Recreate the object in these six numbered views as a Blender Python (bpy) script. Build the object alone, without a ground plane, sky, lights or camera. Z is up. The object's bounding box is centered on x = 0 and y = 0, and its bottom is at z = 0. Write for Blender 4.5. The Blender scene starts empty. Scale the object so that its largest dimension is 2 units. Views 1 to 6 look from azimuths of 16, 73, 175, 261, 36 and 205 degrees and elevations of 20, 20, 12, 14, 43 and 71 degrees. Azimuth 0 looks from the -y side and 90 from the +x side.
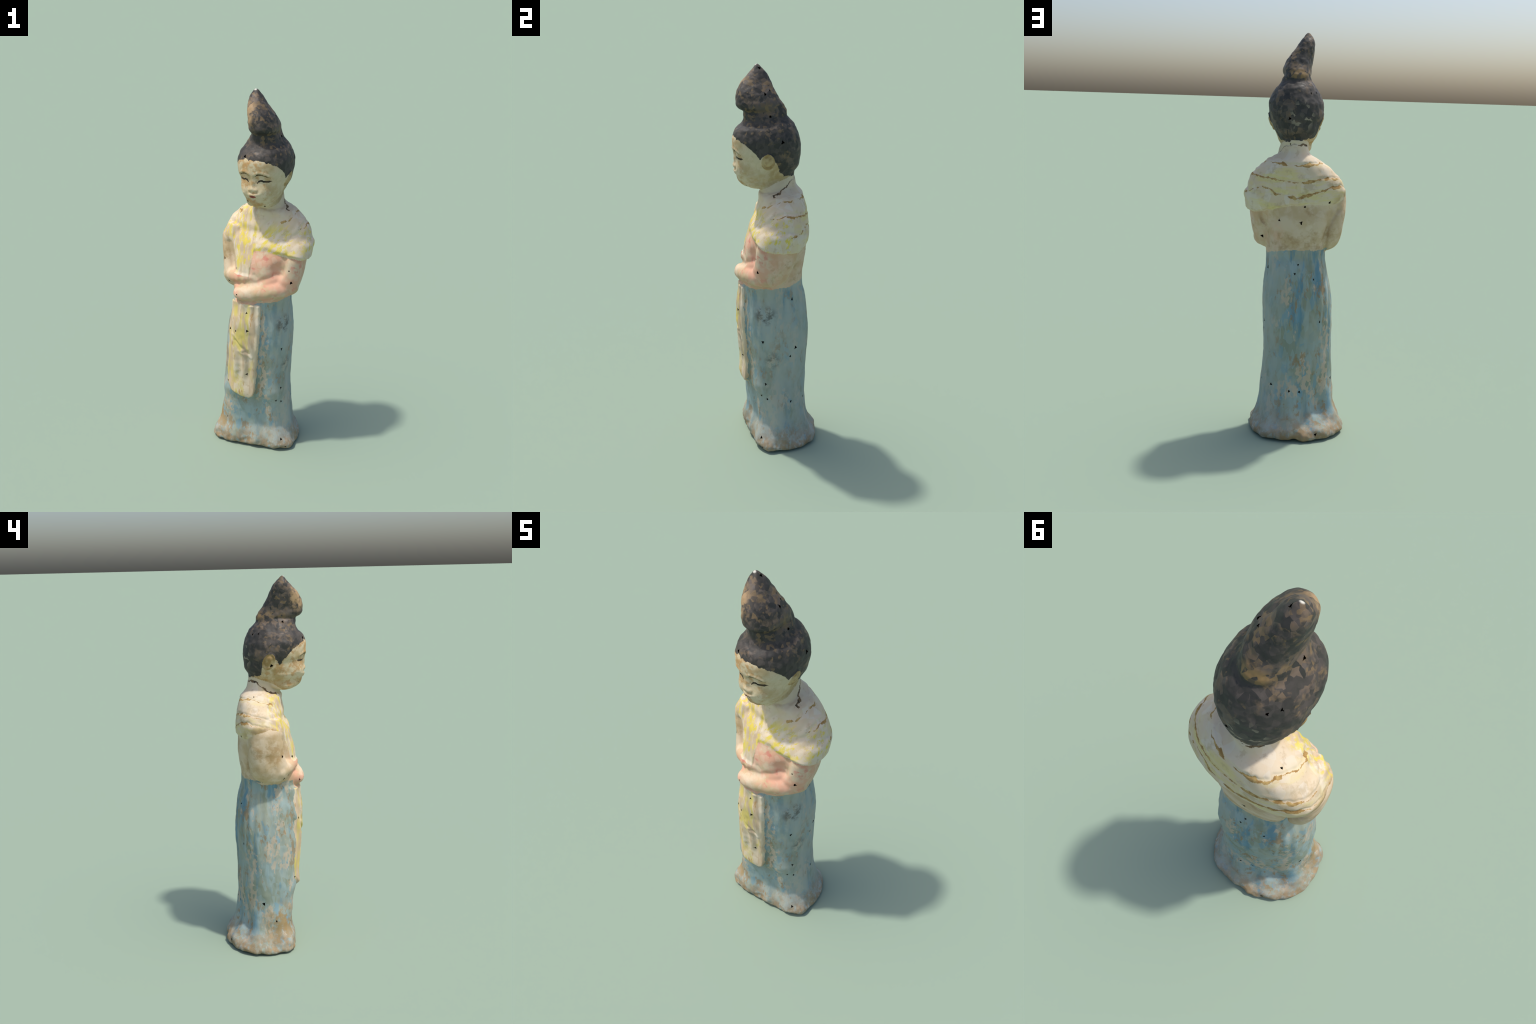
# Painted clay figurine of a standing court lady with folded arms, shawl and tall topknot.
import bpy, math
import numpy as np
from mathutils.bvhtree import BVHTree
from mathutils import Vector

VOXEL = 0.0032
rad = math.radians

# ------------------------------------------------------------------ helpers
def smooth(a, b, x):
    t = np.clip((x - a) / (b - a), 0, 1)
    return t * t * (3 - 2 * t)

def interp(x, pts):
    pts = np.array(pts, float)
    return np.interp(x, pts[:, 0], pts[:, 1])

def pchip(x, xs, ys):
    """shape preserving cubic through the control points of a profile"""
    xs, ys = np.asarray(xs, float), np.asarray(ys, float)
    h = np.diff(xs); d = np.diff(ys) / h
    m = np.zeros_like(ys)
    for i in range(1, len(xs) - 1):
        if d[i - 1] * d[i] > 0:
            w1, w2 = 2 * h[i] + h[i - 1], h[i] + 2 * h[i - 1]
            m[i] = (w1 + w2) / (w1 / d[i - 1] + w2 / d[i])
    m[0], m[-1] = d[0], d[-1]
    k = np.clip(np.searchsorted(xs, x) - 1, 0, len(h) - 1)
    t = (x - xs[k]) / h[k]
    return (ys[k] * (1 + 2 * t) * (1 - t) ** 2 + h[k] * m[k] * t * (1 - t) ** 2
            + ys[k + 1] * t * t * (3 - 2 * t) + h[k] * m[k + 1] * t * t * (t - 1))

def vnoise(p, freq, seed=0):
    """smooth value noise in -1..1"""
    q = p * freq + seed * 17.31
    i = np.floor(q).astype(np.int64); f = q - i
    f = f * f * (3 - 2 * f)
    def h(a, b, c):
        n = (a * 374761393 + b * 668265263 + c * 1274126177 + seed * 974634777) & 0xFFFFFFFF
        n = ((n ^ (n >> 13)) * 1274126177) & 0xFFFFFFFF
        n = n ^ (n >> 16)
        return (n & 0xFFFF) / 32767.5 - 1
    x, y, z = i[:, 0], i[:, 1], i[:, 2]
    r = 0
    for dx in (0, 1):
        for dy in (0, 1):
            for dz in (0, 1):
                w = (f[:, 0] if dx else 1 - f[:, 0]) * (f[:, 1] if dy else 1 - f[:, 1]) * (f[:, 2] if dz else 1 - f[:, 2])
                r = r + w * h(x + dx, y + dy, z + dz)
    return r

def rings_to_mesh(rings):
    """closed loft: list of (n,3) rings, capped at both ends"""
    n = len(rings[0]); m = len(rings)
    v = np.concatenate(list(rings) + [rings[0].mean(0)[None], rings[-1].mean(0)[None]])
    f = []
    for a in range(m - 1):
        for b in range(n):
            c = (b + 1) % n
            f.append((a * n + b, a * n + c, (a + 1) * n + c, (a + 1) * n + b))
    for b in range(n):
        c = (b + 1) % n
        f.append((m * n, c, b)); f.append((m * n + 1, (m - 1) * n + b, (m - 1) * n + c))
    return v, f

def spow(c, e):
    return np.sign(c) * np.abs(c) ** e

TH = np.linspace(0, 2 * math.pi, 96, endpoint=False)

def section(z, x0, x1, y0, y1, nf=2.3, nb=2.3, yaw=0.0):
    cx, cy, hx, hy = (x0 + x1) / 2, (y0 + y1) / 2, (x1 - x0) / 2, (y1 - y0) / 2
    c, s = np.cos(TH), np.sin(TH)
    e = np.where(s < 0, 2 / nf, 2 / nb)
    if yaw:
        c2, s2 = math.cos(yaw) ** 2, math.sin(yaw) ** 2
        det = c2 * c2 - s2 * s2
        a = math.sqrt(max(1e-5, (hx * hx * c2 - hy * hy * s2) / det))
        b = math.sqrt(max(1e-5, (hy * hy * c2 - hx * hx * s2) / det))
        X, Y = a * spow(c, e), b * spow(s, e)
        X, Y = X * math.cos(yaw) - Y * math.sin(yaw), X * math.sin(yaw) + Y * math.cos(yaw)
    else:
        X, Y = hx * spow(c, e), hy * spow(s, e)
    return np.stack([cx + X, cy + Y, np.full_like(X, z)], 1)

def loft_z(table, nf=2.3, nb=2.3, yaw=0.0, steps=120):
    """table rows: z, x0, x1, y0, y1 [, nf, nb]"""
    t = [r if len(r) == 7 else tuple(r) + (nf, nb) for r in table]
    t = np.array(sorted(t), float)
    zs = np.linspace(t[0, 0], t[-1, 0], steps)
    cols = [pchip(zs, t[:, 0], t[:, k]) for k in range(1, 7)]
    return rings_to_mesh([section(z, *(c[i] for c in cols), yaw=yaw) for i, z in enumerate(zs)])

def tube(spine, steps=40):
    """spine rows: x, y, z, r_side, r_up -> closed sleeve tube with round ends"""
    s = np.array(spine, float)
    u = np.concatenate([[0], np.cumsum(np.linalg.norm(np.diff(s[:, :3], axis=0), axis=1))])
    us = np.linspace(0, u[-1], steps)
    c = np.stack([pchip(us, u, s[:, k]) for k in range(5)], 1)
    d = np.gradient(c[:, :3], axis=0); d /= np.linalg.norm(d, axis=1)[:, None]
    rings = []
    th = TH[::3]
    for k in range(steps):
        side = np.cross(d[k], [0, 0, 1]); side /= np.linalg.norm(side)
        up = np.cross(side, d[k])
        rings.append(c[k, :3] + np.outer(np.cos(th), side) * c[k, 3] + np.outer(np.sin(th), up) * c[k, 4])
    def cap(k, sgn):
        return [c[k, :3] + sgn * d[k] * c[k, 4] * 0.8 * math.sin(a) + (rings[k] - c[k, :3]) * math.cos(a)
                for a in (rad(30), rad(60), rad(85))]
    return rings_to_mesh(cap(0, -1)[::-1] + rings + cap(steps - 1, 1))

# ------------------------------------------------------------------ masses
#            z      x0     x1     y0     y1    nf   nb
CORE = [(0.0, -0.266, 0.209, -0.128, 0.222, 4.5, 2.2), (0.015, -0.27, 0.213, -0.138, 0.23, 4.5, 2.2),
        (0.04, -0.262, 0.204, -0.139, 0.226, 4.2, 2.1), (0.075, -0.244, 0.187, -0.131, 0.199, 3.8, 2.1),
        (0.125, -0.2237, 0.1728, -0.115, 0.1709, 3.2, 2.1), (0.2, -0.2174, 0.1646, -0.1186, 0.1591, 3.0, 2.1),
        (0.28, -0.2067, 0.1615, -0.127, 0.1494, 3.0, 2.2), (0.35, -0.2047, 0.1566, -0.1456, 0.1524, 3.0, 2.3),
        (0.425, -0.1997, 0.1544, -0.1431, 0.1469, 2.9, 2.6), (0.5, -0.1955, 0.1553, -0.1505, 0.1521, 2.8, 2.6),
        (0.57, -0.1939, 0.1578, -0.1585, 0.1563, 2.7, 2.6), (0.64, -0.1885, 0.1606, -0.1679, 0.1567, 2.6, 2.6),
        (0.71, -0.1813, 0.162, -0.1721, 0.1527, 2.6, 2.6), (0.78, -0.1697, 0.1564, -0.1789, 0.1474, 2.5, 2.6),
        (0.85, -0.1525, 0.1478, -0.173, 0.1381, 2.5, 2.7), (0.91, -0.145, 0.147, -0.1796, 0.1211, 2.6, 2.8),
        (0.96, -0.148, 0.15, -0.1877, 0.1197, 2.8, 3.0), (1.03, -0.156, 0.156, -0.1732, 0.1296, 2.8, 3.0),
        (1.1, -0.165, 0.168, -0.1685, 0.1379, 2.7, 2.9), (1.16, -0.185, 0.215, -0.1522, 0.1334, 2.6, 2.7),
        (1.21, -0.227, 0.2489, -0.1362, 0.1374, 2.3, 2.4), (1.24, -0.229, 0.2317, -0.1198, 0.1383, 2.2, 2.3),
        (1.268, -0.2154, 0.2342, -0.1089, 0.1365, 2.1, 2.3), (1.296, -0.203, 0.2275, -0.1122, 0.1342, 2.1, 2.3),
        (1.324, -0.1726, 0.2052, -0.1071, 0.1291, 2.1, 2.3), (1.352, -0.1495, 0.1762, -0.1024, 0.1218, 2.2, 2.4),
        (1.377, -0.1136, 0.1491, -0.1057, 0.1144, 2.1, 2.3), (1.392, -0.0879, 0.121, -0.0981, 0.1021, 2.1, 2.2),
        (1.408, -0.055, 0.108, -0.103, 0.092, 2.0, 2.1), (1.425, -0.046, 0.098, -0.108, 0.082, 2.0, 2.0),
        (1.45, -0.044, 0.093, -0.108, 0.074, 2.0, 2.0), (1.5, -0.04, 0.088, -0.12, 0.068, 2.0, 2.0)]

HEAD_YAW = rad(-15)                                 # direction of the face
SKULL_YAW = rad(-6)
HC = np.array([0.021, -0.069])                      # head centre
FWD = np.array([math.sin(HEAD_YAW), -math.cos(HEAD_YAW)])
LAT = np.array([math.cos(HEAD_YAW), math.sin(HEAD_YAW)])
HEAD = [(1.408, -0.04, 0.04, -0.14, -0.085), (1.416, -0.064, 0.06, -0.164, -0.06),
        (1.432, -0.074, 0.078, -0.188, -0.025), (1.455, -0.072, 0.0865, -0.2061, 0.002),
        (1.475, -0.084, 0.0998, -0.2186, 0.036), (1.5, -0.093, 0.1087, -0.2254, 0.072),
        (1.53, -0.1008, 0.1251, -0.22, 0.0894), (1.56, -0.1064, 0.1382, -0.2252, 0.0911),
        (1.59, -0.1188, 0.1453, -0.2351, 0.0953), (1.62, -0.1219, 0.1504, -0.2379, 0.0926),
        (1.65, -0.1213, 0.1513, -0.239, 0.0871), (1.675, -0.1125, 0.1472, -0.2324, 0.0789),
        (1.7, -0.1036, 0.1362, -0.2203, 0.0672), (1.722, -0.0874, 0.1203, -0.1985, 0.0583),
        (1.745, -0.0731, 0.0981, -0.1853, 0.0399), (1.765, -0.06, 0.0878, -0.1887, 0.0211),
        (1.785, -0.0571, 0.084, -0.1989, 0.021), (1.8, -0.0558, 0.0821, -0.2119, 0.0124),
        (1.818, -0.0558, 0.0826, -0.2217, 0.0032), (1.84, -0.0609, 0.0754, -0.2228, -0.0113),
        (1.865, -0.0664, 0.0633, -0.2166, -0.0248), (1.89, -0.0688, 0.0458, -0.2054, -0.036),
        (1.915, -0.0702, 0.0281, -0.1874, -0.0441), (1.94, -0.0705, 0.0131, -0.1636, -0.0582),
        (1.962, -0.0661, -0.0021, -0.1438, -0.0729), (1.98, -0.0565, -0.0158, -0.128, -0.089),
        (1.992, -0.047, -0.026, -0.121, -0.098), (2.0, -0.04, -0.033, -0.114, -0.107)]

ARM_L = [(0.932, 0.085, 0.16, -0.12, -0.055), (0.95, 0.055, 0.196, -0.145, -0.012),
         (0.98, 0.055, 0.207, -0.158, 0.014), (1.03, 0.075, 0.221, -0.166, 0.03),
         (1.08, 0.085, 0.23, -0.165, 0.045), (1.13, 0.088, 0.236, -0.162, 0.055),
         (1.2, 0.08, 0.242, -0.138, 0.072), (1.28, 0.08, 0.215, -0.095, 0.075),
         (1.33, 0.09, 0.17, -0.065, 0.06), (1.36, 0.1, 0.14, -0.035, 0.05)]
ARM_R = [(0.933, -0.165, -0.08, -0.05, 0.03), (0.95, -0.195, -0.05, -0.095, 0.062),
         (0.98, -0.212, -0.06, -0.108, 0.09), (1.03, -0.222, -0.08, -0.1, 0.104),
         (1.08, -0.228, -0.09, -0.085, 0.11), (1.13, -0.234, -0.09, -0.08, 0.112),
         (1.2, -0.236, -0.08, -0.08, 0.108), (1.28, -0.2, -0.08, -0.07, 0.09)]
FORE_L = [(.165, -.085, .988, .055, .051), (.10, -.136, .973, .055, .052), (.02, -.155, .957, .054, .048),
          (-.05, -.160, .946, .053, .043), (-.092, -.158, .940, .045, .038)]
FORE_R = [(-.170, -.042, 1.000, .050, .050), (-.128, -.092, 1.012, .050, .043), (-.075, -.124, 1.022, .045, .036),
          (-.02, -.140, 1.032, .034, .028), (.01, -.144, 1.034, .022, .020)]

def twist(mesh):
    """her left shoulder comes forward, the right one goes back; the skirt turns the other way"""
    v, f = mesh
    k = interp(v[:, 2], [(.03, .0), (.12, -.10), (.45, -.12), (.70, -.06), (.88, 0), (1.0, .06), (1.12, .14), (1.30, .18), (1.40, .19), (1.45, .10)])
    v[:, 1] -= k * (v[:, 0] - interp(v[:, 2], [(.85, -.02), (.95, .01)]))
    return v, f

masses = {"core": twist(loft_z(CORE, steps=300)), "head": loft_z(HEAD, 2.25, 2.3, yaw=SKULL_YAW, steps=200),
          "arm_l": loft_z(ARM_L, 2.4, 2.4), "arm_r": loft_z(ARM_R, 2.4, 2.4),
          "fore_l": tube(FORE_L), "fore_r": tube(FORE_R)}

def bvh_of(names):
    vs, fs, o = [], [], 0
    for n in names:
        v, f = masses[n]
        vs += [tuple(p) for p in v]; fs += [tuple(i + o for i in q) for q in f]; o += len(v)
    return BVHTree.FromPolygons(vs, fs)

def to_mesh(name, v, f):
    me = bpy.data.meshes.new(name)
    me.from_pydata([tuple(p) for p in v], [], [tuple(q) for q in f])
    me.update()
    return me

def voxel_remesh(me, size):
    ob = bpy.data.objects.new("helper", me)
    bpy.context.scene.collection.objects.link(ob)
    md = ob.modifiers.new("r", 'REMESH'); md.mode = 'VOXEL'; md.voxel_size = size
    dg = bpy.context.evaluated_depsgraph_get(); dg.update()
    out = bpy.data.meshes.new_from_object(ob.evaluated_get(dg))
    bpy.data.objects.remove(ob)
    return out

def arrays(me):
    n = len(me.vertices)
    v = np.empty(n * 3); me.vertices.foreach_get("co", v)
    e = np.empty(len(me.edges) * 2, int); me.edges.foreach_get("vertices", e)
    nm = np.empty(n * 3); me.vertices.foreach_get("normal", nm)
    return v.reshape(-1, 3), e.reshape(-1, 2), nm.reshape(-1, 3)

def relax(v, e, times, w=0.5, mask=None):
    n = len(v); deg = np.bincount(e.ravel(), minlength=n).astype(float)
    for k in range(times):
        acc = np.stack([np.bincount(e[:, 0], v[e[:, 1], a], n) + np.bincount(e[:, 1], v[e[:, 0], a], n) for a in range(3)], 1)
        step = w * (acc / deg[:, None] - v)
        if mask is not None: step = step * mask[:, None]
        v = v + step
    return v

def taubin(v, e, times, mask=None):
    for k in range(times):
        v = relax(v, e, 1, 0.6, mask); v = relax(v, e, 1, -0.62, mask)
    return v

vs, fs, o = [], [], 0
for v, f in masses.values():
    vs.append(v); fs += [tuple(i + o for i in q) for q in f]; o += len(v)
body = voxel_remesh(to_mesh("helper", np.concatenate(vs), fs), VOXEL)
V, E_, N = arrays(body)
V = relax(V, E_, 14, 0.5)                            # melts the masses into one another

# ------------------------------------------------------------------ fields
def polar(p, c=(0.01, 0.0)):
    return np.degrees(np.arctan2(p[:, 1] - c[1], p[:, 0] - c[0]))

def head_frame(p):
    d = p[:, :2] - HC
    return d @ LAT, d @ FWD

# lower edge of the shawl, height over polar angle (0 = her left, -90 = front)
LIP = [(-180, 1.243), (-165, 1.228), (-153, 1.195), (-143, 1.135), (-136, 1.06), (-130, 1.0), (-112, 1.0),
       (-108, 1.00), (-105.5, 1.10), (-103, 1.180), (-95, 1.186), (-75, 1.192), (-55, 1.178), (-38, 1.160), (-20, 1.142), (0, 1.133),
       (15, 1.136), (30, 1.150), (45, 1.160), (60, 1.170), (75, 1.177), (90, 1.178), (110, 1.187), (130, 1.184),
       (148, 1.190), (163, 1.222), (180, 1.243)]
LIP_T = [(-180, 0), (-150, .001), (-130, .004), (-108, .003), (-100, .005), (-80, .011), (-60, .015), (-30, .020), (0, .022), (25, .018),
         (45, .013), (90, .009), (115, .007), (135, .003), (155, 0), (180, 0)]
# three ragged folds across her back and left shoulder
CREASES = [
    [(-55, 1.33), (-30, 1.358), (-10, 1.372), (10, 1.38), (35, 1.378), (60, 1.369), (85, 1.366), (110, 1.372), (140, 1.382), (165, 1.37), (180, 1.358), (200, 1.35)],
    [(-32, 1.335), (-26, 1.306), (-10, 1.319), (5, 1.314), (20, 1.306), (40, 1.305), (60, 1.293), (85, 1.288), (110, 1.294), (130, 1.310), (150, 1.310), (170, 1.292), (190, 1.268)],
    [(-18, 1.232), (-8, 1.224), (10, 1.238), (25, 1.262), (38, 1.250), (48, 1.232), (65, 1.225), (85, 1.216), (105, 1.226), (122, 1.246), (135, 1.266), (150, 1.272), (170, 1.25), (190, 1.235)]]

def crease_dist(p):
    """signed height from each fold line, and whether the line exists at that angle"""
    a = polar(p); a = np.where(a < -90, a + 360, a)
    jag = 0.0035 * vnoise(p * [1, 1, 0.4], 38, 5) + 0.0035 * vnoise(p * [1, 1, 0.4], 80, 6)
    out = []
    for c in CREASES:
        d = p[:, 2] - interp(a, c) + jag
        on = smooth(c[0][0], c[0][0] + 10, a) * (1 - smooth(c[-1][0] - 12, c[-1][0], a))
        out.append((d, on))
    return out

def shawl_mask(p, soft=0.012):
    a = polar(p)
    z = p[:, 2] - interp(a, LIP) + 0.003 * vnoise(p, 45, 3)
    soft = soft * (1 + 1.2 * ((a < -45) & (a > -170)))
    return smooth(-soft * 0.5, soft * 0.5, z) * (p[:, 2] > 0.99) * (p[:, 2] < 1.5)

def sash_mask(p, soft=0.010):
    x, z = p[:, 0] + 0.004 * vnoise(p, 30, 9), p[:, 2]
    left = interp(z, [(.33, -.155), (.45, -.160), (.6, -.155), (.8, -.142), (.95, -.130)])
    right = interp(z, [(.33, .000), (.38, .004), (.45, .008), (.6, .018), (.75, .027), (.93, .029)])
    bottom = interp(x, [(-.18, .42), (-.15, .385), (-.125, .346), (-.08, .327), (-.034, .317), (-.01, .333), (.01, .39)])
    m = smooth(-soft / 2, soft / 2, x - left) * smooth(-soft / 2, soft / 2, right - x) * smooth(-soft / 2, soft / 2, z - bottom)
    return m * (p[:, 1] < -0.06) * smooth(.905, .885, z)

def line_field(p, pts, width, axes=(0, 2)):
    """soft falloff around a polyline drawn in two axes"""
    q = p[:, axes]; best = np.full(len(p), 9.0)
    for (a, b) in zip(pts[:-1], pts[1:]):
        a, b = np.array(a), np.array(b); d = b - a
        t = np.clip(((q - a) @ d) / (d @ d), 0, 1)
        best = np.minimum(best, np.linalg.norm(q - (a + t[:, None] * d), axis=1))
    return np.exp(-(best / width) ** 2)

def face_local(p):
    l, f = head_frame(p)
    return l - 0.006, f, p[:, 2]

def eye_curve(l):      # height of the slit over |lateral| offset
    a = np.abs(l)
    return interp(a, [(.020, 1.556), (.030, 1.568), (.042, 1.574), (.055, 1.570), (.070, 1.569), (.085, 1.573)])

def brow_curve(l):
    a = np.abs(l)
    return interp(a, [(.014, 1.594), (.030, 1.603), (.045, 1.604), (.065, 1.598), (.082, 1.590)])

def displacement(p, n):
    d = np.zeros(len(p)); x, y, z = p.T
    a = polar(p)
    # shawl thickness and its folds
    sm = shawl_mask(p)
    d += sm * interp(a, LIP_T) * (1 - 0.6 * smooth(1.17, 1.32, z)) * (1 - smooth(1.38, 1.42, z))
    for dist, on in crease_dist(p):
        d += sm * on * (0.0008 * smooth(0.0, 0.008, dist) * (1 - smooth(.01, .05, dist)) - 0.0032 * np.exp(-(dist / (0.0045 * np.hypot(n[:, 0], n[:, 1]) + .0005)) ** 2))
    # strands of the shawl over her right breast
    fr = (y < 0) * sm
    d += fr * (x < 0.0) * 0.0022 * np.sin((x + 0.12 * (z - 1.2)) * 190 + 2 * vnoise(p, 12, 4))
    d += fr * (x > 0.0) * 0.0016 * np.sin((x * 0.8 - (z - 1.2) * 0.62) * 170 + 2 * vnoise(p, 12, 4)) * smooth(1.2, 1.24, z)
    # hanging end of the shawl
    s = sash_mask(p, .024)
    thick = smooth(-.175, -.105, x) * interp(z, [(.33, .022), (.40, .022), (.55, .020), (.7, .022), (.80, .022), (.9, .018), (.98, .01)])
    d += s * thick
    d += s * 0.0035 * np.sin((x + 0.03 * np.sin(z * 9)) * 130) * smooth(.4, .5, z)
    d += s * 0.004 * line_field(p, [(-.11, .70), (-.07, .66), (-.04, .63), (-.08, .61), (-.02, .58)], .010)
    d -= s * 0.004 * line_field(p, [(-.10, .67), (-.065, .635), (-.03, .605)], .007)
    d -= 0.004 * line_field(p, [(.034, .91), (.032, .75), (.022, .58), (.012, .42)], .012) * (y < -.05) * (z < .93) * (1 - s)
    # skirt: vertical flutes, foot folds, broken rim
    sk = (1 - s) * smooth(.96, .90, z)
    ang = np.radians(polar(p, (-.015, .01)))
    d += sk * 0.0018 * np.sin(ang * 23 + 1.5 * vnoise(p * [1, 1, .15], 9, 11)) * smooth(.35, .7, z)
    d += sk * 0.004 * vnoise(p * [1, 1, .25], 11, 12)
    low = 1 - smooth(.10, .32, z)
    d += sk * low * 0.006 * np.sin(ang * 9 + z * 9 + 1.2) * smooth(.0, .06, z)
    d -= sk * 0.006 * line_field(p, [(.035, .36), (.03, .24), (.010, .14)], .032) * (y < 0)
    d -= sk * 0.003 * line_field(p, [(.08, .9), (.085, .7), (.075, .5)], .012) * (y < 0)
    d += 0.006 * vnoise(p, 26, 13) * (1 - smooth(.03, .10, z)) + 0.003 * vnoise(p, 60, 14) * (1 - smooth(.02, .07, z))
    def ball(c, r): return np.exp(-(((p - c) / r) ** 2).sum(1))
    d -= 0.014 * ball((-.150, .150, .15), (.075, .07, .12)) + 0.016 * ball((-.085, .165, .17), (.06, .07, .10))
    d += 0.012 * ball((.10, -.12, .36), (.07, .07, .24))
    d += 0.008 * ball((.12, -.14, .64), (.07, .07, .14))
    d -= 0.016 * ball((.105, -.165, 1.085), (.035, .05, .04))
    # sleeves against the back, the arm pits
    bk = y > 0.03
    d -= 0.012 * line_field(p, [(.196, 1.15), (.180, 1.083), (.163, 1.036), (.154, .993), (.150, .945)], .010) * bk * (y > .04)
    d -= 0.012 * line_field(p, [(-.190, 1.15), (-.163, 1.112), (-.142, 1.064), (-.134, 1.021), (-.131, .983), (-.138, .945)], .010) * bk
    d -= 0.007 * line_field(p, [(.150, 1.17), (.146, 1.11), (.135, 1.065), (.09, 1.052), (.05, 1.035), (.0, 1.01), (-.06, .998), (-.12, .985)], .013) * (y < -.1)
    d -= 0.011 * line_field(p, [(-.180, 1.18), (-.162, 1.11), (-.150, 1.06)], .016) * (y < -.02)
    d -= 0.004 * line_field(p, [(-.010, 1.05), (.002, 1.038)], .010) * (y < -.1)
    # waist: skirt tucks in below the jacket
    # neck break
    hb = (z > 1.36) * (z < 1.5)
    jag = 0.008 * vnoise(p, 40, 21) + .004 * vnoise(p, 90, 22)
    nl = z + jag - interp(y, [(-.12, 1.393), (-.06, 1.400), (-.03, 1.408), (.0, 1.427), (.03, 1.452), (.08, 1.468)])
    d -= hb * 0.005 * np.exp(-(nl / .005) ** 2) * smooth(-.13, -.08, y + np.abs(x - .02) * .5)
    # face
    l, f, zz = face_local(p)
    fm = (f > 0.04) * (zz > 1.40) * (zz < 1.70)
    def g(l0, z0, sl, sz): return np.exp(-((l - l0) / sl) ** 2 - ((zz - z0) / sz) ** 2)
    al = np.abs(l)
    face = 0
    face = face - 0.010 * np.exp(-((al - .045) / .030) ** 2 - ((zz - 1.577) / .018) ** 2)      # sockets
    face = face + 0.009 * np.exp(-((al - .050) / .020) ** 2 - ((zz - 1.572) / .009) ** 2)      # lids
    face = face - 0.004 * np.exp(-((zz - eye_curve(l)) / .0035) ** 2) * (al > .018) * (al < .085)
    face = face + 0.004 * np.exp(-((zz - brow_curve(l) - .004) / .006) ** 2) * (al > .012) * (al < .085)
    face = face + 0.011 * g(0, 1.520, .014, .014) + 0.008 * g(0, 1.548, .010, .026)                # nose
    face = face + 0.005 * np.exp(-((al - .016) / .008) ** 2 - ((zz - 1.517) / .009) ** 2)
    face = face - 0.006 * g(0, 1.503, .020, .006)
    face = face + 0.007 * g(0, 1.490, .018, .012) - 0.005 * g(0, 1.4875, .020, .0025)              # lips
    face = face - 0.005 * g(0, 1.472, .022, .007) + 0.006 * g(0, 1.445, .030, .018)
    face = face + 0.008 * np.exp(-((al - .060) / .030) ** 2 - ((zz - 1.520) / .030) ** 2)          # cheeks
    face = face - 0.004 * np.exp(-((al - .030) / .008) ** 2 - ((zz - 1.508) / .014) ** 2)
    d += fm * face
    # ears, flat against the head
    d += ear_mask(p, 1, .012) * .011 + ear_mask(p, -1, .012) * .007
    d -= 0.007 * (ear_shape(p, 1) > 0) * np.exp(-((l - .0) ** 2) * 0) * np.exp(-((ear_shape(p, 1) - .55) / .22) ** 2)
    d -= 0.007 * (ear_shape(p, -1) > 0) * np.exp(-((ear_shape(p, -1) - .55) / .22) ** 2)
    # the topknot bulges over its root
    root = interp(y, [(-.25, 1.776), (-.12, 1.780), (.05, 1.786)]) + .10 * np.clip(x - .05, 0, .1)
    d -= 0.007 * np.exp(-((z - root) / .010) ** 2) * smooth(.0, -.10, y)
    d += 0.004 * np.exp(-((z - root - .030) / .018) ** 2) * smooth(-.06, -.14, y)
    # hair: fine uneven clay
    hr = hair_mask(p)
    d += hr * (0.0025 * vnoise(p, 34, 31) + 0.0015 * vnoise(p, 80, 32))
    # hand-modelled unevenness all over
    d += 0.0022 * vnoise(p, 14, 41) + 0.0010 * vnoise(p, 45, 42) * (1 - hr)
    return d

def ear_shape(p, side):
    c = (np.array([-.098, 1.564]) if side > 0 else np.array([-.020, 1.570]))
    y, z = p[:, 1] - c[0], p[:, 2] - c[1]
    y = y + z * 0.15
    ok = (p[:, 0] > 0.09) if side > 0 else (p[:, 0] < -0.05)
    return np.where(ok, 1 - (y / .034) ** 2 - (z / .044) ** 2, -1)

def ear_mask(p, side, soft=0.012):
    return smooth(0, 0.35, ear_shape(p, side))

HAIRLINE = [(-180, 1.480), (-150, 1.488), (-125, 1.496), (-117, 1.506), (-112, 1.54), (-105, 1.592), (-88, 1.602),
            (-77, 1.575), (-71, 1.556), (-58, 1.590), (-50, 1.622), (-36, 1.648), (-24, 1.672), (0, 1.672), (20, 1.672), (35, 1.662),
            (50, 1.638), (64, 1.606), (73, 1.578), (78, 1.585), (86, 1.602), (98, 1.594), (112, 1.552), (125, 1.518), (145, 1.484), (180, 1.478)]

def hair_mask(p, soft=0.006):
    l, f = head_frame(p)
    a = np.degrees(np.arctan2(l, f))
    h = interp(a, HAIRLINE) + 0.007 * vnoise(p, 42, 33) + 0.005 * vnoise(p, 100, 34)
    return smooth(-soft / 2, soft / 2, p[:, 2] - h)

V = V + N * displacement(V, N)[:, None]
f_idx = np.empty(len(body.loops), int); body.loops.foreach_get("vertex_index", f_idx)
body.vertices.foreach_set("co", V.ravel()); body.update()
body = voxel_remesh(body, VOXEL)
V, E_, N = arrays(body)
V = taubin(V, E_, 4)
V[:, 2] -= V[:, 2].min()
V[:, 2] *= 2.0 / V[:, 2].max()
body.vertices.foreach_set("co", V.ravel()); body.update()
V, E_, N = arrays(body)

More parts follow.
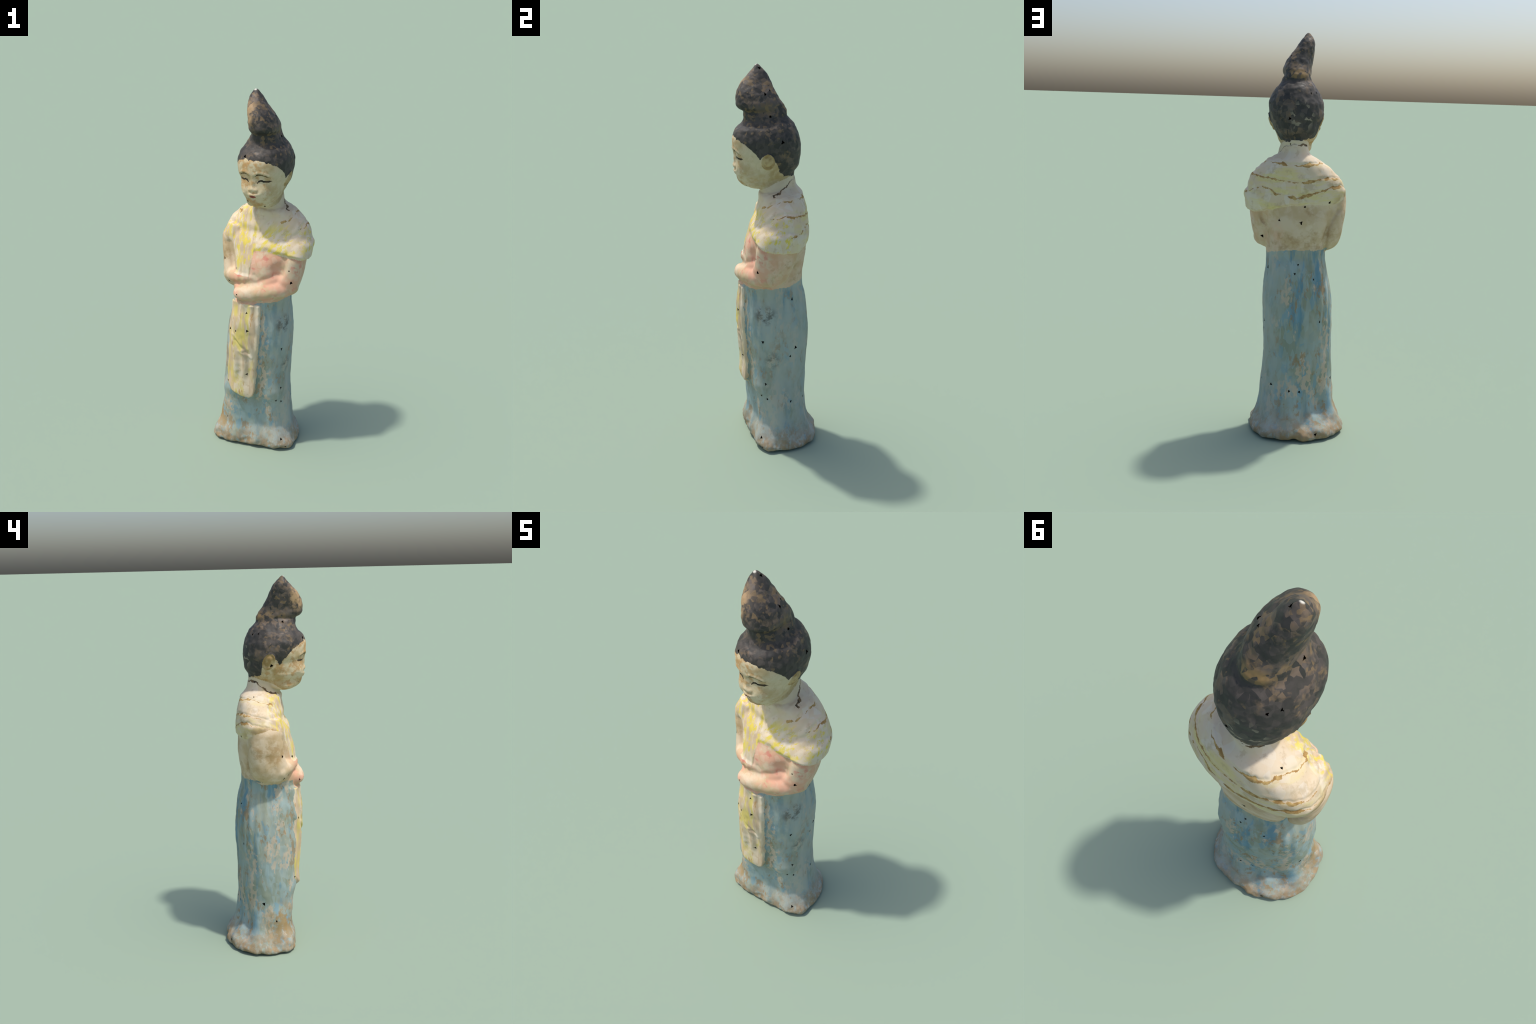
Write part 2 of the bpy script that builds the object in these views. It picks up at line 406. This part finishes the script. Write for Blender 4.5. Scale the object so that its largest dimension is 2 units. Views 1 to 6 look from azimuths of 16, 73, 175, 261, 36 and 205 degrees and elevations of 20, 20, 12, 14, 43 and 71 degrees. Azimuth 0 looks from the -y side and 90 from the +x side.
# ------------------------------------------------------------------ regions -> parts
polys = [tuple(p.vertices) for p in body.polygons]
quad = np.array([q if len(q) == 4 else q[:3] + (q[2],) for q in polys])
C = V[quad].mean(1)
NF = N[quad].mean(1)
x, y, z = C.T
part = np.full(len(C), "skirt", dtype=object)
jitter = 0.004 * vnoise(C, 40, 51) + .003 * vnoise(C, 100, 52)
hem = interp(polar(C), [(-180, .955), (-100, .93), (-60, .92), (0, .92), (40, .945), (90, .957), (180, .955)])
part[z > hem + jitter] = "jacket"
arms = {"sleeve_l": bvh_of(["arm_l", "fore_l"]), "sleeve_r": bvh_of(["arm_r", "fore_r"])}
corebvh = bvh_of(["core"])
idx = np.where((z > .87) & (z < 1.27))[0]
for i in idx:
    pt = Vector(C[i]); dc = corebvh.find_nearest(pt)
    sc = (pt - dc[0]).dot(dc[1])                      # height over the core surface
    best = None
    for nme, b in arms.items():
        r = b.find_nearest(pt)
        if r[0] is not None:
            dd = abs((pt - r[0]).dot(r[1])) if r[3] > 0.02 else r[3]
            if r[3] < 0.014 and r[3] < abs(sc) + 0.004 and sc > -0.004:
                if best is None or r[3] < best[0]: best = (r[3], nme)
    if best: part[i] = best[1]
part[(sash_mask(C) > 0.35) & np.isin(part, ["skirt", "jacket"]) & (z < .93)] = "shawl_end"
part[shawl_mask(C) > 0.3] = "shawl"
over_arm = (part == "shawl") & (z < 1.06)
part[over_arm & (C[:, 2] < 1.045)] = "sleeve_r"
cd = crease_dist(C)
for dist, on in cd:
    brown_band = np.abs(dist) < 0.0074 * np.hypot(NF[:, 0], NF[:, 1]) ** 2 * (0.5 + 0.9 * vnoise(C * [1, 1, .3], 24, 61) + 0.8 * vnoise(C * [1, 1, .3], 75, 63))
    part[brown_band & (on > .5) & (part == "shawl")] = "fold_crease"
# neck and head
nb = interp(y, [(-.14, 1.392), (-.06, 1.400), (-.03, 1.408), (.0, 1.427), (.03, 1.452), (.08, 1.468)]) - (0.008 * vnoise(C, 40, 21) + .004 * vnoise(C, 90, 22))
jaw = interp(y, [(-.20, 1.380), (-.118, 1.402), (-.09, 1.425), (-.05, 1.450), (.0, 1.468), (.05, 1.484), (.1, 1.488)])
part[(z > 1.35) & (z > nb)] = "neck"
part[(z > 1.35) & (z > jaw) & ((y < -.1) | (z > nb))] = "face"
brk = (np.abs(z - nb) < 0.0035 * (1 + vnoise(C, 30, 62))) & (z > 1.37) & (z < 1.5) & (y > -.07) & np.isin(part, ["shawl", "neck"])
part[brk] = "neck_crack"
hm = (hair_mask(C) > .5) & (z > 1.465) & ((z > jaw) | (y > .02))
part[hm] = "hair"
knot = interp(y, [(-.25, 1.772), (-.18, 1.766), (-.05, 1.770), (.05, 1.782)])
part[hm & (z > knot + jitter * .5)] = "topknot"
for side, nme in ((1, "ear_l"), (-1, "ear_r")):
    part[(ear_shape(C, side) > 0.08) & (z > 1.5)] = nme
l, f, zz = face_local(C); al = np.abs(l)
front = (f > .05) & (part == "face")
wid = 0.0048 * smooth(.016, .03, al) * (1 - smooth(.075, .09, al))
part[front & (np.abs(zz - eye_curve(l) - .0005) < wid + .0006 * vnoise(C, 120, 71)) & (al > .018) & (al < .088)] = "eye"
wid = 0.0042 * smooth(.010, .025, al) * (1 - smooth(.066, .086, al)) * (.75 + .7 * vnoise(C, 60, 72))
part[front & (np.abs(zz - brow_curve(l)) < wid) & (al > .012)] = "eyebrow"
part[front & ((l - 0.002) ** 2 / .017 ** 2 + (zz - 1.489 + 0.0015 * np.cos(l * 300)) ** 2 / .0075 ** 2 < 1)] = "mouth"

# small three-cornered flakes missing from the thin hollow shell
CHIPS = [(-0.058, -0.208, 1.685), (0.087, -0.077, 1.77), (-0.049, -0.19, 1.453), (0.04, -0.179, 1.431), (-0.123, -0.142, 1.072),
         (-0.206, -0.066, 1.093), (-0.189, -0.075, 0.969), (-0.098, -0.208, 0.95), (0.172, -0.163, 1.099), (0.183, -0.157, 1.033),
         (0.248, -0.106, 1.249), (-0.1, -0.188, 0.736), (-0.035, -0.2, 0.746), (-0.043, -0.192, 0.846), (-0.04, -0.174, 0.474),
         (0.128, -0.107, 0.628), (0.154, 0.034, 0.539), (0.137, -0.093, 0.38), (0.117, -0.114, 0.301), (0.142, -0.087, 0.288),
         (0.151, -0.117, 0.071), (0.172, -0.108, 0.027), (-0.017, -0.103, 1.982), (0.049, -0.071, 1.887), (0.061, -0.097, 1.871),
         (0.15, -0.032, 1.66), (0.192, 0.034, 1.365), (0.142, 0.037, 0.855), (0.154, 0.06, 0.586), (0.156, 0.041, 0.272),
         (-0.063, 0.019, 1.708), (0.063, 0.087, 1.589), (0.054, 0.061, 1.468), (0.18, 0.062, 1.363), (-0.136, 0.129, 1.2),
         (0.104, 0.12, 1.104), (-0.085, 0.125, 1.11), (0.174, 0.012, 1.008), (0.003, 0.129, 0.887), (0.018, 0.137, 0.843),
         (-0.118, 0.142, 0.599), (-0.084, 0.156, 0.47), (-0.164, 0.117, 0.338), (-0.137, 0.135, 0.371), (0.116, 0.121, 0.269),
         (0.03, 0.157, 0.243), (-0.024, 0.158, 0.237), (-0.105, 0.221, 0.038), (-0.076, 0.138, 0.815), (-0.061, -0.103, 1.769),
         (-0.037, 0.045, 1.706), (-0.105, -0.034, 1.551), (-0.091, 0.06, 1.388), (-0.02, 0.129, 1.176), (-0.004, 0.133, 1.096),
         (-0.169, -0.105, 0.98), (-0.121, -0.174, 0.94), (-0.138, -0.16, 0.733), (-0.165, -0.141, 0.401), (-0.162, 0.116, 0.374),
         (-0.204, 0.05, 0.275), (-0.221, -0.018, 0.178), (-0.166, -0.096, 0.151)]
rng = np.random.default_rng(7)
gone = np.zeros(len(C), bool)
for c in CHIPS:
    near = np.where(np.abs(C - c).max(1) < .02)[0]
    size, turn, lean = rng.uniform(.0055, .0100), rng.uniform(0, 6.28), rng.uniform(.6, 1.0)
    if not len(near): continue
    nrm = NF[near].mean(0); nrm /= np.linalg.norm(nrm)
    a = np.cross(nrm, [0.03, 0.02, 1]); a /= np.linalg.norm(a); b = np.cross(nrm, a)
    q = C[near] - c; u, v = (q @ a) / lean, q @ b
    inside = np.ones(len(near), bool)
    for k in range(3):
        inside &= u * math.cos(turn + k * 2.094) + v * math.sin(turn + k * 2.094) < size * .62
    gone[near[inside & (np.abs(q @ nrm) < .012)]] = True
part[gone] = "gone"

# ------------------------------------------------------------------ materials
def new_mat(name):
    m = bpy.data.materials.new(name); m.use_nodes = True
    nt = m.node_tree; nt.nodes.clear()
    return m, NT(nt)

class NT:
    """tiny node builder; every value is an output socket"""
    def __init__(s, nt):
        s.nt = nt; s.coord = s.n('ShaderNodeTexCoord').outputs['Object']
    def n(s, t, **kw):
        nd = s.nt.nodes.new(t)
        for k, v in kw.items(): setattr(nd, k, v)
        return nd
    def link(s, a, b): s.nt.links.new(a, b)
    def put(s, inp, v):
        if isinstance(v, bpy.types.NodeSocket): s.link(v, inp)
        elif isinstance(v, tuple) and inp.type == 'RGBA': inp.default_value = (*v, 1)[:4]
        else: inp.default_value = v
    def map(s, scale=(1, 1, 1), rot=(0, 0, 0), loc=(0, 0, 0)):
        m = s.n('ShaderNodeMapping'); s.link(s.coord, m.inputs[0])
        m.inputs['Location'].default_value = loc; m.inputs['Rotation'].default_value = rot; m.inputs['Scale'].default_value = scale
        return m.outputs[0]
    def along(s, tilt, stretch):
        """coordinates drawn out along a direction tilted in the xz plane"""
        m = s.n('ShaderNodeMapping', vector_type='TEXTURE'); s.link(s.coord, m.inputs[0])
        m.inputs['Rotation'].default_value = (0, tilt, 0); m.inputs['Scale'].default_value = (1, 1, stretch)
        return m.outputs[0]
    def noise(s, scale, detail=4, rough=.55, vec=None, dist=0.0):
        t = s.n('ShaderNodeTexNoise'); s.link(vec or s.coord, t.inputs['Vector'])
        t.inputs['Scale'].default_value = scale; t.inputs['Detail'].default_value = detail
        t.inputs['Roughness'].default_value = rough; t.inputs['Distortion'].default_value = dist
        return t.outputs['Fac']
    def cells(s, scale, vec=None):
        """random value per flake"""
        t = s.n('ShaderNodeTexVoronoi'); s.link(vec or s.coord, t.inputs['Vector'])
        t.inputs['Scale'].default_value = scale
        sep = s.n('ShaderNodeSeparateColor'); s.link(t.outputs['Color'], sep.inputs[0])
        return sep.outputs[0], sep.outputs[1]
    def math(s, op, a, b=0.0, c=0.0, clamp=False):
        m = s.n('ShaderNodeMath', operation=op, use_clamp=clamp)
        for i, v in enumerate((a, b, c)): s.put(m.inputs[i], v)
        return m.outputs[0]
    def step(s, v, a, b):
        m = s.n('ShaderNodeMapRange', interpolation_type='SMOOTHSTEP')
        s.put(m.inputs[0], v); m.inputs[1].default_value = a; m.inputs[2].default_value = b
        return m.outputs[0]
    def mul(s, *a):
        r = a[0]
        for b in a[1:]: r = s.math('MULTIPLY', r, b)
        return r
    def mix(s, fac, a, b):
        m = s.n('ShaderNodeMix', data_type='RGBA')
        s.put(m.inputs[0], fac); s.put(m.inputs[6], a); s.put(m.inputs[7], b)
        return m.outputs[2]
    def axes(s):
        sp = s.n('ShaderNodeSeparateXYZ'); s.link(s.coord, sp.inputs[0]); return sp.outputs
    def blob(s, c, r):
        """1 inside an ellipsoid, fading out at its border"""
        m = s.n('ShaderNodeMapping', vector_type='POINT'); s.link(s.coord, m.inputs[0])
        m.inputs['Location'].default_value = [-a / b for a, b in zip(c, r)]
        m.inputs['Scale'].default_value = [1 / b for b in r]
        ln = s.n('ShaderNodeVectorMath', operation='LENGTH'); s.link(m.outputs[0], ln.inputs[0])
        return s.math('SUBTRACT', 1.0, ln.outputs['Value'])
    def finish(s, col, rough=.8, bump=.25, scale=220, spec=.25):
        b = s.n('ShaderNodeBsdfPrincipled'); o = s.n('ShaderNodeOutputMaterial')
        s.put(b.inputs['Base Color'], col); s.put(b.inputs['Roughness'], rough)
        b.inputs['Specular IOR Level'].default_value = spec
        bp = s.n('ShaderNodeBump'); bp.inputs['Strength'].default_value = bump; bp.inputs['Distance'].default_value = .002
        s.link(s.noise(scale, 5, .6), bp.inputs['Height']); s.link(bp.outputs[0], b.inputs['Normal'])
        s.link(b.outputs[0], o.inputs[0])

def srgb(r, g, b):
    return tuple(((c / 255 + .055) / 1.055) ** 2.4 if c > 10 else c / 255 / 12.92 for c in (r, g, b))

CREAM = srgb(212, 196, 170); BUFF = srgb(190, 166, 136); OCHRE = srgb(150, 115, 66); BROWN = srgb(122, 95, 55)
YELLOW = srgb(214, 194, 80); PALEY = srgb(212, 198, 122); PINK = srgb(216, 158, 134); ROSE = srgb(202, 120, 106)
BLUE = srgb(144, 161, 158); DEEP = srgb(84, 130, 150); GREY = srgb(150, 156, 140); WHITE = srgb(216, 207, 192)

def mat_skirt():
    m, t = new_mat("skirt_paint")
    flute = t.map((1, 1, .18))
    c1, c2 = t.cells(48, t.map((1, 1, .40))); d1, d2 = t.cells(80, t.map((1, 1, .55)))
    col = t.mix(t.step(t.noise(6, 4), .40, .60), BLUE, srgb(152, 158, 144))
    col = t.mix(t.mul(t.step(t.noise(9, 4, .6, t.map((1, 1, .4), loc=(2, 6, 3))), .47, .60), .75), col, srgb(130, 138, 118))
    col = t.mix(t.mul(t.step(c1, .3, .9), .4), col, srgb(154, 174, 176))
    streak = t.step(t.noise(15, 5, .6, flute), .53, .62)
    kept = t.math('MULTIPLY_ADD', t.step(t.blob((-.01, .06, .80), (.32, .30, .42)), .0, .5), .42, .33)
    col = t.mix(t.mul(streak, kept), col, DEEP)
    col = t.mix(t.mul(t.step(c2, .86, .90), .55), col, srgb(112, 150, 166))
    x, y, z = t.axes()
    chips = t.mul(t.step(t.noise(13, 5, .65, t.map((1, 1, .42), loc=(1, 4, 0))), .53, .60), t.step(d1, .25, .4))
    col = t.mix(t.mul(chips, .8), col, srgb(188, 172, 150))
    rust = t.step(t.noise(22, 6, .7, t.map((1, 1, .38), loc=(3, 1, 2))), .54, .62)
    col = t.mix(t.mul(rust, t.step(d2, .2, .35), .7), col, srgb(146, 120, 82))
    foot = t.step(t.math('ADD', z, t.math('MULTIPLY', t.noise(14, 4), .22)), .29, .10)
    flake = t.mul(foot, t.step(d2, .45, .57))
    col = t.mix(t.mul(flake, .6), col, srgb(180, 164, 142))
    col = t.mix(t.mul(foot, t.step(t.noise(18, 5, .65, t.map(loc=(5, 5, 5))), .46, .57), .8), col, srgb(146, 116, 76))
    pale = t.mul(t.step(t.math('ADD', x, t.math('MULTIPLY', t.noise(9, 4, .6), .12)), .12, .20), t.step(t.noise(11, 5, .65, t.map((1, 1, .5), loc=(2, 2, 8))), .30, .60))
    col = t.mix(t.mul(pale, .75), col, srgb(168, 174, 166))
    grime = t.mul(t.step(t.math('ADD', z, t.math('MULTIPLY', t.noise(16, 4, .6, t.map(loc=(0, 3, 6))), .24)), .26, .13), t.step(t.noise(30, 5, .7), .38, .56))
    col = t.mix(t.mul(grime, .38), col, srgb(146, 132, 106))
    # ochre soil on her right foot, soot on the left hip
    soil = t.mul(t.step(t.blob((-.22, -.06, .16), (.14, .16, .18)), .0, .8), t.step(t.noise(22, 5, .65), .42, .56))
    rim = t.mul(t.step(t.math('ADD', z, t.math('MULTIPLY', t.noise(20, 4), .10)), .13, .075), t.step(d1, .25, .45))
    col = t.mix(t.mul(rim, .6), col, srgb(150, 126, 92))
    col = t.mix(t.mul(soil, .8), col, srgb(156, 128, 82))
    soot = t.math('MAXIMUM', t.blob((.135, -.10, .775), (.06, .075, .065)), t.mul(t.blob((.15, -.06, .52), (.05, .06, .07)), .6))
    soot = t.mul(t.step(soot, .0, .6), t.step(t.noise(24, 7, .75, t.map(loc=(3.3, 1.7, .4))), .41, .58))
    col = t.mix(t.mul(soot, .8), col, srgb(78, 74, 66))
    col = t.mix(t.mul(t.step(t.blob((0.0, -.17, .27), (.14, .07, .08)), .0, .8), t.step(t.noise(15, 4), .3, .6), .6), col, srgb(124, 116, 92))
    t.finish(col, .85, .3)
    return m

def mat_shawl(end=False):
    m, t = new_mat("shawl_end_paint" if end else "shawl_paint")
    x, y, z = t.axes()
    c1, c2 = t.cells(30, t.map((1, 1, .5)))
    col = t.mix(t.step(t.noise(12, 4), .4, .62), CREAM, srgb(210, 190, 160))
    col = t.mix(t.mul(t.step(c1, .5, .9), .5), col, WHITE)
    col = t.mix(t.mul(t.step(t.noise(28, 6, .7, t.map(loc=(5, 0, 5))), .55, .66), .45), col, srgb(178, 154, 122))
    if end:
        run = t.map((1, 1, .12))
        col = t.mix(t.mul(t.step(t.noise(22, 4, .55, run), .46, .56), .8), col, BUFF)
        ym = t.mul(t.step(t.noise(17, 4, .55, t.map((1, 1, .14), loc=(2, 0, 1))), .50, .58), t.step(x, .01, -.03))
        ym = t.math('MAXIMUM', ym, t.mul(t.step(t.blob((-.09, -.2, .45), (.055, .06, .13)), .0, .5), .9))
        ym = t.mul(ym, t.step(t.noise(14, 5, .65, t.map((1, 1, .5), loc=(1, 2, 9))), .38, .56))
        col = t.mix(t.mul(ym, .8), col, srgb(206, 190, 96))
        col = t.mix(t.mul(t.step(t.noise(30, 5, .6, t.map((1, 1, .2), loc=(7, 0, 1))), .60, .66), .8), col, srgb(176, 134, 78))
    else:
        front = t.step(y, .02, -.04)
        right = t.mul(front, t.step(x, .0, -.03)); left = t.mul(front, t.step(x, -.03, .0))
        runr = t.noise(46, 4, .6, t.map((1, 1, .09), (0, rad(5), 0)))
        runl = t.noise(46, 4, .6, t.along(rad(38), 11))
        ym = t.math('ADD', t.mul(right, t.step(runr, .47, .56), t.step(z, 1.02, 1.12)), t.mul(left, t.step(runl, .53, .60), t.step(z, 1.36, 1.26)))
        low = t.mul(t.step(t.blob((.14, -.14, 1.21), (.16, .1, .055)), .0, .6), t.step(t.noise(18, 3), .48, .6))
        ym = t.math('MAXIMUM', ym, low)
        fade = t.step(t.noise(20, 4, .6), .32, .54)
        col = t.mix(t.mul(right, t.step(t.noise(26, 4, .6, t.map((1, 1, .12), loc=(4, 4, 4))), .44, .56), .75), col, BUFF)
        col = t.mix(t.mul(ym, fade, .92), col, YELLOW)
        back = t.mul(t.step(y, -.02, .06), t.step(z, 1.40, 1.34))
        col = t.mix(t.mul(back, t.step(t.noise(13, 4, .6, t.map((.5, .5, 1.6))), .44, .60), .6), col, PALEY)
        col = t.mix(t.mul(back, t.step(t.noise(15, 5, .6, t.map(loc=(9, 2, 2))), .52, .66), .5), col, srgb(172, 150, 112))
        side = t.mul(t.step(t.blob((-.2, .03, 1.21), (.1, .14, .07)), .0, .6), t.step(t.noise(16, 4), .4, .58))
        col = t.mix(t.mul(side, .8), col, srgb(150, 120, 78))
    t.finish(col, .75, .2)
    return m

def mat_jacket():
    m, t = new_mat("jacket_paint")
    x, y, z = t.axes()
    col = t.mix(t.step(t.noise(10, 5, .6), .4, .62), srgb(208, 188, 160), srgb(194, 170, 134))
    pinkzone = t.mul(t.step(t.math('ADD', x, t.math('MULTIPLY', t.noise(6, 3), .2)), -.02, .14), t.math('MULTIPLY_ADD', t.step(y, .0, -.14), .6, .3), t.step(y, .16, .0))
    pinkzone = t.math('MAXIMUM', pinkzone, t.step(y, -.09, -.16))
    col = t.mix(t.mul(pinkzone, t.step(t.noise(14, 5, .6, t.map(loc=(3, 3, 3))), .36, .58), .75), col, PINK)
    c1, c2 = t.cells(38)
    col = t.mix(t.mul(pinkzone, t.step(t.noise(12, 4, .6, t.map(loc=(6, 1, 3))), .54, .66), t.step(c1, .2, .6), .75), col, ROSE)
    blush = t.mul(t.step(t.blob((.13, .14, 1.03), (.07, .08, .11)), .0, .8), t.step(t.noise(15, 4), .40, .58))
    col = t.mix(t.mul(blush, .6), col, PINK)
    dirt = t.mul(t.step(t.noise(13, 6, .68, t.map(loc=(8, 8, 1))), .52, .68), t.step(y, -.16, -.06))
    col = t.mix(t.mul(dirt, .7), col, srgb(168, 138, 98))
    outer = t.mul(t.step(t.blob((-.23, .03, 1.11), (.1, .13, .17)), .0, .8), t.step(t.noise(12, 5, .65), .40, .60))
    col = t.mix(t.mul(outer, .75), col, srgb(164, 132, 86))
    col = t.mix(t.mul(t.step(c2, .7, .95), .2), col, srgb(226, 210, 186))
    t.finish(col, .78, .2)
    return m

def mat_skin(neck=False):
    m, t = new_mat("neck_clay" if neck else "face_paint")
    x, y, z = t.axes()
    col = t.mix(t.step(t.noise(11, 5, .6), .40, .62), srgb(198, 185, 154), srgb(182, 161, 122))
    if neck:
        col = t.mix(.7, col, CREAM)
        t.finish(col, .8, .2); return m
    c1, c2 = t.cells(46)
    col = t.mix(t.mul(t.step(c1, .55, .9), .5), col, srgb(208, 192, 164))
    stain = t.mul(t.step(t.noise(22, 6, .70, t.map(loc=(4, 2, 7))), .47, .60), t.step(x, .13, .01))
    col = t.mix(t.mul(stain, .75), col, srgb(172, 132, 80))
    brow = t.mul(t.step(t.blob((-.025, -.23, 1.655), (.10, .07, .045)), .0, .6), t.step(t.noise(22, 4), .42, .56))
    col = t.mix(t.mul(brow, .8), col, srgb(180, 138, 84))
    jaw = t.mul(t.step(y, -.13, -.04), t.step(t.noise(15, 5, .65, t.map(loc=(1, 8, 7))), .42, .60))
    col = t.mix(t.mul(jaw, .6), col, srgb(162, 138, 88))
    t.finish(col, .72, .2)
    return m

def mat_hair(knot=False):
    m, t = new_mat("topknot_paint" if knot else "hair_paint")
    warp = t.n('ShaderNodeVectorMath', operation='MULTIPLY_ADD')
    tn = t.n('ShaderNodeTexNoise'); t.link(t.coord, tn.inputs['Vector']); tn.inputs['Scale'].default_value = 22
    t.link(tn.outputs['Color'], warp.inputs[0]); warp.inputs[1].default_value = (.010, .010, .010); t.link(t.coord, warp.inputs[2])
    c1, c2 = t.cells(40, warp.outputs[0]); d1, d2 = t.cells(62, warp.outputs[0])
    x, y, z = t.axes()
    col = t.mix(c1, srgb(46, 45, 42), srgb(78, 72, 67))
    col = t.mix(t.mul(t.step(d1, .5, .9), .5), col, srgb(46, 45, 42))
    wear = t.noise(9, 5, .65)
    base = .41 if knot else .49
    pick = t.mul(t.step(wear, base, base + .12), t.step(c2, .38, .50))
    col = t.mix(t.mul(pick, .85), col, t.mix(d1, srgb(112, 94, 74), srgb(92, 84, 78)))
    pick2 = t.mul(t.step(t.noise(14, 4, .6, t.map(loc=(3, 7, 1))), base + .04, base + .14), t.step(d2, .62, .7))
    col = t.mix(t.mul(pick2, .6), col, srgb(128, 106, 74))
    if knot:
        bald = t.mul(t.step(t.blob((-.06, -.19, 1.90), (.055, .07, .10)), .0, .5), t.step(t.noise(24, 5, .65), .36, .52))
        col = t.mix(t.mul(bald, .85), col, srgb(168, 140, 104))
        nape = t.mul(t.step(t.blob((.02, .02, 1.80), (.07, .06, .04)), .0, .6), t.step(d1, .25, .4))
        col = t.mix(t.mul(nape, .75), col, srgb(146, 118, 74))
        tip = t.step(t.blob((-.04, -.125, 2.002), (.020, .020, .013)), .1, .4)
        col = t.mix(tip, col, srgb(205, 202, 190))
    else:
        chip = t.mul(t.step(t.blob((.0, .1, 1.60), (.09, .08, .10)), .0, .7), t.step(d1, .70, .78))
        col = t.mix(t.mul(chip, .8), col, srgb(152, 142, 122))
    rough = t.math('MULTIPLY_ADD', c1, .25, .5)
    t.finish(col, rough, .25, spec=.35)
    return m

def mat_plain(name, a, b, scale=60, rough=.8):
    m, t = new_mat(name)
    t.finish(t.mix(t.step(t.noise(scale, 4), .35, .65), a, b), rough, .2)
    return m

MATS = {"skirt": mat_skirt(), "shawl": mat_shawl(), "shawl_end": mat_shawl(True), "jacket": mat_jacket(),
        "face": mat_skin(), "neck": mat_skin(True), "hair": mat_hair(), "topknot": mat_hair(True),
        "fold_crease": mat_plain("crease_brown", srgb(150, 116, 68), srgb(186, 156, 100)),
        "neck_crack": mat_plain("crack_clay", srgb(70, 58, 46), srgb(132, 108, 78)),
        "eye": mat_plain("eye_ink", srgb(44, 40, 34), srgb(76, 64, 46)),
        "eyebrow": mat_plain("eyebrow_ink", srgb(62, 54, 40), srgb(108, 88, 58)),
        "mouth": mat_plain("lip_paint", srgb(122, 62, 56), srgb(146, 84, 70))}
MATS["sleeve_l"] = MATS["sleeve_r"] = MATS["jacket"]
MATS["ear_l"] = MATS["ear_r"] = mat_plain("ear_paint", srgb(186, 166, 126), srgb(150, 124, 80), 26)

# ------------------------------------------------------------------ objects
scene = bpy.context.scene
thing = bpy.data.objects.new("figurine", None)
thing.empty_display_size = .2
thing["label"] = "worn painted clay lady with folded arms, shawl, blue skirt, topknot"
thing["category"] = "figurine"
scene.collection.objects.link(thing)

def make_part(key, name, parent):
    sel = np.where(part == key)[0]
    if not len(sel): return None
    used, inv = np.unique(quad[sel], return_inverse=True)
    inv = inv.reshape(-1, 4)
    faces = [tuple(int(i) for i in (q if q[2] != q[3] else q[:3])) for q in inv]
    me = bpy.data.meshes.new(name)
    me.from_pydata(V[used].tolist(), [], faces)
    me.update()
    me.polygons.foreach_set("use_smooth", [True] * len(faces))
    me.materials.append(MATS[key])
    me.normals_split_custom_set_from_vertices(N[used].tolist())
    ob = bpy.data.objects.new(name, me)
    scene.collection.objects.link(ob)
    ob.parent = parent
    return ob

skirt = make_part("skirt", "skirt", thing)
make_part("shawl_end", "shawl_end", thing)
make_part("jacket", "torso", thing)
make_part("sleeve_l", "sleeve", thing)
make_part("sleeve_r", "sleeve", thing)
shawl = make_part("shawl", "shawl", thing)
make_part("fold_crease", "fold_crease", shawl)
neck = make_part("neck", "neck", thing)
make_part("neck_crack", "crack", neck)
head = make_part("face", "head", thing)
for k, nme in (("ear_l", "ear"), ("ear_r", "ear"), ("eye", "eye"), ("eyebrow", "eyebrow"), ("mouth", "mouth")):
    make_part(k, nme, head)
hair = make_part("hair", "hair", thing)
make_part("topknot", "topknot", hair)
for me in [m for m in bpy.data.meshes if m.users == 0]:
    bpy.data.meshes.remove(me)
